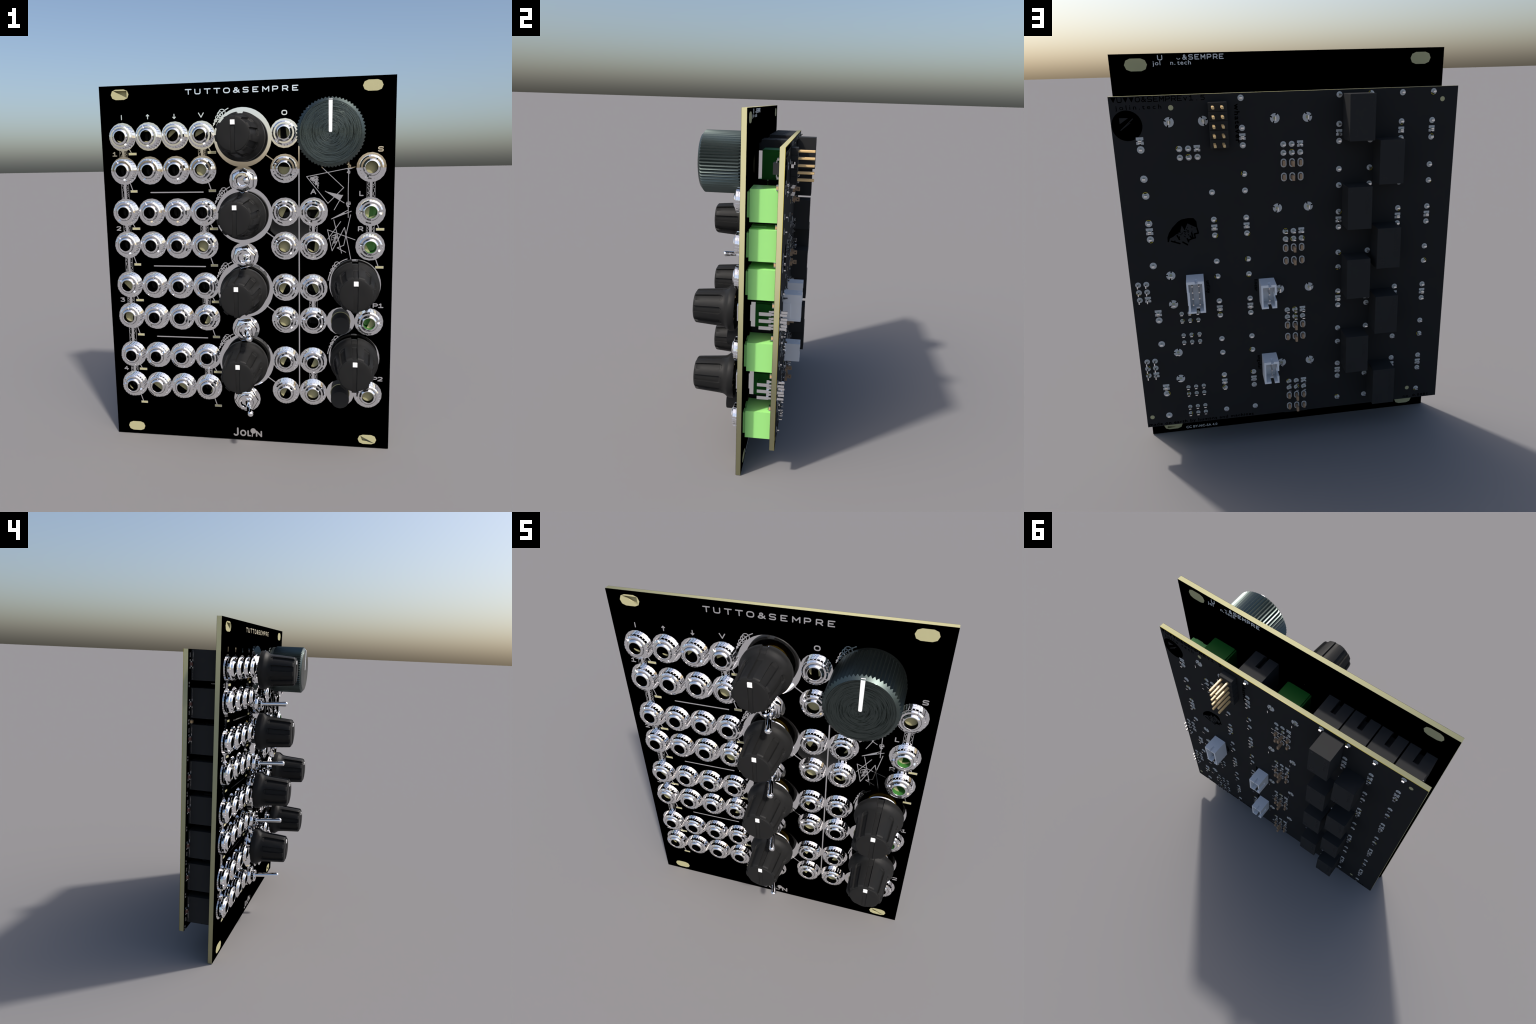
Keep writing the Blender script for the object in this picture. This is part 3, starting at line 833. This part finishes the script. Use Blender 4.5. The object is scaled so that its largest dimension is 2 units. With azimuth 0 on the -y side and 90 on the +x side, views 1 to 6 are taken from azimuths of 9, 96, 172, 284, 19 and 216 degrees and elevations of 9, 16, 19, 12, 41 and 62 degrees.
def ink(t, size, x, z, w=1.2, rot=0.0, bold=.02, sp=1.1):
    add("board_lettering", text_mesh("board_lettering", t, size, (x, z), BB + .01, M_INK, back=True, width=w, rot=rot, bold=bold, spacing=sp), board)
bm = bmesh.new()
for i, c in enumerate("TUTTO&SEMPRE"):
    u = 49.6 - i * 1.62
    if c == 'T': prism(bm, [(u + .1, 117.0), (u - 1.25, 117.0), (u - .55, 115.65)], BB - .03, BB + .04)
    else: letters(bm, c, -u, 115.75, 1.12, 1.22, 0, .2, BB, 1, mirror=-1)
letters(bm, "v1.5", -49.6 + 12 * 1.62, 115.75, 1.0, 1.22, .6, .18, BB, 1, mirror=-1)
add("board_lettering", finish(bm, "board_lettering", M_INK), board)
ink("jolin.tech", 1.75, 48.7, 113.75, 1.25, sp=1.45, bold=0)
ink("whatever", 2.0, 16.2, 114.3, 1.15, rot=-pi / 2, bold=.05, sp=1.25)
ink("made on earth by humans and machines", 1.55, 50.0, 11.75, 1.2, sp=1.15)
ink("utility", 1.5, 27.6, 62.0, 1.1, rot=-pi / 2, bold=.03)
ink("linear", 1.5, 12.7, 61.2, 1.1, rot=-pi / 2, bold=.02)
ink("angular", 1.5, 12.7, 34.4, 1.1, rot=-pi / 2, bold=.02)
ink("no. 0.0001", 1.3, -38.2, 11.9, 1.3, bold=.02, sp=1.3)

# relays in two staggered columns
RB = box_mesh("relay", M_BLACKP, (-3.7, 3.7, BB + .35, 19.2, -6.45, 6.45), (-3.5, 3.5, BB, BB + .35, -6.2, 6.2), bevel=.06)
M_EMB = mat("embossed_black", (.016, .016, .017), .6, 0, .3)
T1 = text_mesh("relay_lettering", "LCR-0202", 1.75, (-1.75, 5.55), 19.2, M_EMB, back=True, rot=-pi / 2, width=.95)
T2 = text_mesh("relay_lettering", "SR", 2.6, (3.1, -3.05), 19.2, M_EMB, back=True, rot=-pi / 2, width=.95)
bm = bmesh.new(); prism(bm, circle(2.65, 5.3, .4, 12), 19.18, 19.215)
T3 = finish(bm, "relay_dot", M_EMB)
for x, y, z in [(-19.0, 0, 109.82), (-19.05, -1.25, 83.5), (-19.05, -1.25, 61.05), (-19.05, -1.25, 34.8),
                (-28.45, -1.25, 96.75), (-28.45, -1.25, 70.4), (-28.45, -1.25, 48.05), (-28.45, -1.25, 21.7)]:
    r = add("relay", RB, ROOT, (x, y, z))
    add("relay_lettering", T1, r); add("relay_lettering", T2, r); add("relay_dot", T3, r)

# power header
boxes = [(18.35, 23.6, BB, 13.75, 113.85 - 2.54 * i - 1.25, 113.85 - 2.54 * i + 1.25) for i in range(5)]
hd = add("pin_header", box_mesh("pin_header", M_BLACKP, *boxes, bevel=.12))
PIN = box_mesh("header_pin", M_PIN, (-.34, .34, 13.0, 19.72, -.34, .34), bevel=.1)
for i in range(5):
    for x in (19.93, 22.45): add("header_pin", PIN, hd, (x, 0, 113.85 - 2.54 * i))

# shrouded nylon connectors
def shroud(x0, x1, z0, z1, y1, keys, npin, sx):
    """open box facing the rear with slotted walls"""
    bm = bmesh.new(); t = .55
    yb = BB + 1.3
    box(bm, x0, x1, BB, yb, z0, z1)
    cx = sx
    zt = z1 - t - .25
    box(bm, x0, cx - .42, yb, y1, zt, z1); box(bm, cx + .42, x1, yb, y1, zt, z1)   # top wall with a keyway
    box(bm, cx - .42, cx + .42, yb, y1 - 2.3, zt, z1 - .002)
    box(bm, cx - .42, cx + .42, y1 - 2.3, y1 - .05, zt, zt + .22)
    box(bm, x0, cx - .55, yb, y1, z0, z0 + t)                              # bottom wall with key gap
    box(bm, cx + .55, x1, yb, y1, z0, z0 + t)
    box(bm, cx - .55, cx + .55, yb, yb + 1.6, z0, z0 + t)
    if keys: box(bm, x1 - t, x1, yb, y1, z0 + t, zt)                        # +x wall
    else:                                                                    # cut lower over most of its length
        box(bm, x1 - t, x1, yb, y1, z1 - 3.3, zt); box(bm, x1 - t - .2, x1 - .2, yb, y1 - .02, z0 + t, z1 - 3.3)
        box(bm, x1 - t + .1, x1 + .12, BB + .01, yb + 1.4, z0 + 1.0, z1 - 3.3)
    if keys:                                                                 # -x wall with a window
        box(bm, x0, x0 + t, yb, y1, z0 + t, z0 + 2.4)
        box(bm, x0, x0 + t, yb, y1, z1 - 3.4, z1 - t - .25)
        box(bm, x0, x0 + t, yb, yb + 1.2, z0 + 2.4, z1 - 3.4)
    else:
        box(bm, x0, x0 + t, yb, y1, z0 + t, z1 - t - .25)
    box(bm, cx - .42, cx + .42, yb, y1 - 1.3, z1 - t - .6, z1 - t - .25)
    me = finish(bm, "nylon_connector", M_NYLON)
    o = add("nylon_connector", me)
    pb = bmesh.new()
    for px, pz in npin: box(pb, px - .2, px + .2, yb - .2, y1 - 1.6, pz - .2, pz + .2)
    add("contact_pin", finish(pb, "contact_pin", M_STEEL), o, stuff=True)
shroud(28.35, 33.55, 54.15, 64.3, 17.75, False, [(x, 62.6 - 2 * i - .4) for i in range(4) for x in (29.95, 31.95)], 30.6)
shroud(6.55, 11.3, 53.45, 61.2, 17.4, True, [(8.6, 59.4 - 2.0 * i) for i in range(3)], 8.6)
shroud(6.55, 11.3, 27.0, 34.75, 17.4, True, [(8.6, 32.9 - 2.0 * i) for i in range(3)], 8.6)

# small parts on the inner face of the board
chip = bmesh.new()
box(chip, 38.2, 42.1, 6.75, 8.9, 107.9, 111.6)
add("chip", finish(chip, "chip", mat("chip_grey", (.09, .085, .088), .5, 0, .4)), board)
legs = bmesh.new()
for k in range(4):
    x = 38.7 + k * .98
    for s, ze in ((1, 111.6), (-1, 107.9)):
        prism(legs, [(x, ze), (x + .4, ze), (x + .4, ze + s * .9), (x, ze + s * .9)], 7.8, 8.0)
        prism(legs, [(x, ze + s * .8), (x + .4, ze + s * .8), (x + .4, ze + s * 1.5), (x, ze + s * 1.5)], 8.0, 9.3)
add("chip_leg", finish(legs, "chip_leg", M_STEEL), board, stuff=True)
smd = bmesh.new()
def passive(x, z, mi, l=1.9, w=1.1, t=.75):
    box(smd, x - w / 2, x + w / 2, BF - t, BF, z - l / 2 + .35, z + l / 2 - .35, mi)
    for s in (-1, 1): box(smd, x - w / 2 - .02, x + w / 2 + .02, BF - t - .02, BF, z + s * (l / 2 - .18) - .18, z + s * (l / 2 - .18) + .18, 2)
    for s in (-1, 1): box(smd, x - .55, x + .55, BF - .05, BF, z + s * (l / 2 + .35) - .3, z + s * (l / 2 + .35) + .3, 2)
for m in MID:
    for s in (1, -1):
        z = m + s * DZ + s * 1.1
        passive(-48.4, z, 0)
        box(smd, -49.5, -48.7, BF - .25, BF, z + s * 3.1 - .8, z + s * 3.1 + .8, 2)
    for dz in (0, -13.2):
        for k in (-.6, .5): box(smd, -49.8, -48.9, BF - .3, BF, m + dz + k - .35, m + dz + k + .35, 2)
for x, z in ((46.5, 91.6), (47.5, 104.6), (47.2, 79.4), (47.3, 65.2), (47.5, 53.6), (47.5, 39.2), (47.4, 26.6), (-47, 91.8)):
    passive(x, z, 1, 1.7, 1.3, .8)
add("surface_part", finish(smd, "surface_part", [M_CAPB, M_TAN, M_STEEL]), board, stuff=True)
strips = bmesh.new()
for m in MID[:2]:
    box(strips, -36.5, -35.9, PB + .4, 5.6, m - .25, m - .05); box(strips, -34.5, -33.9, PB + .4, 4.0, m - .75, m - .6)
add("earth_strip", finish(strips, "earth_strip", M_STEEL), board, stuff=True)
# rim clips of the left-most sockets
bm = bmesh.new()
for m in MID:
    for s in (1, -1):
        zc = m + s * DZ
        z0, z1 = (zc - 4.3, zc + 5.9) if s > 0 else (zc - 5.9, zc + 4.3)
        box(bm, COLS[0] - 4.58, COLS[0] - 4.48, BF - .75, BF - .45, z0, z1)
add("socket_clip", finish(bm, "socket_clip", M_STEEL), board, stuff=True)
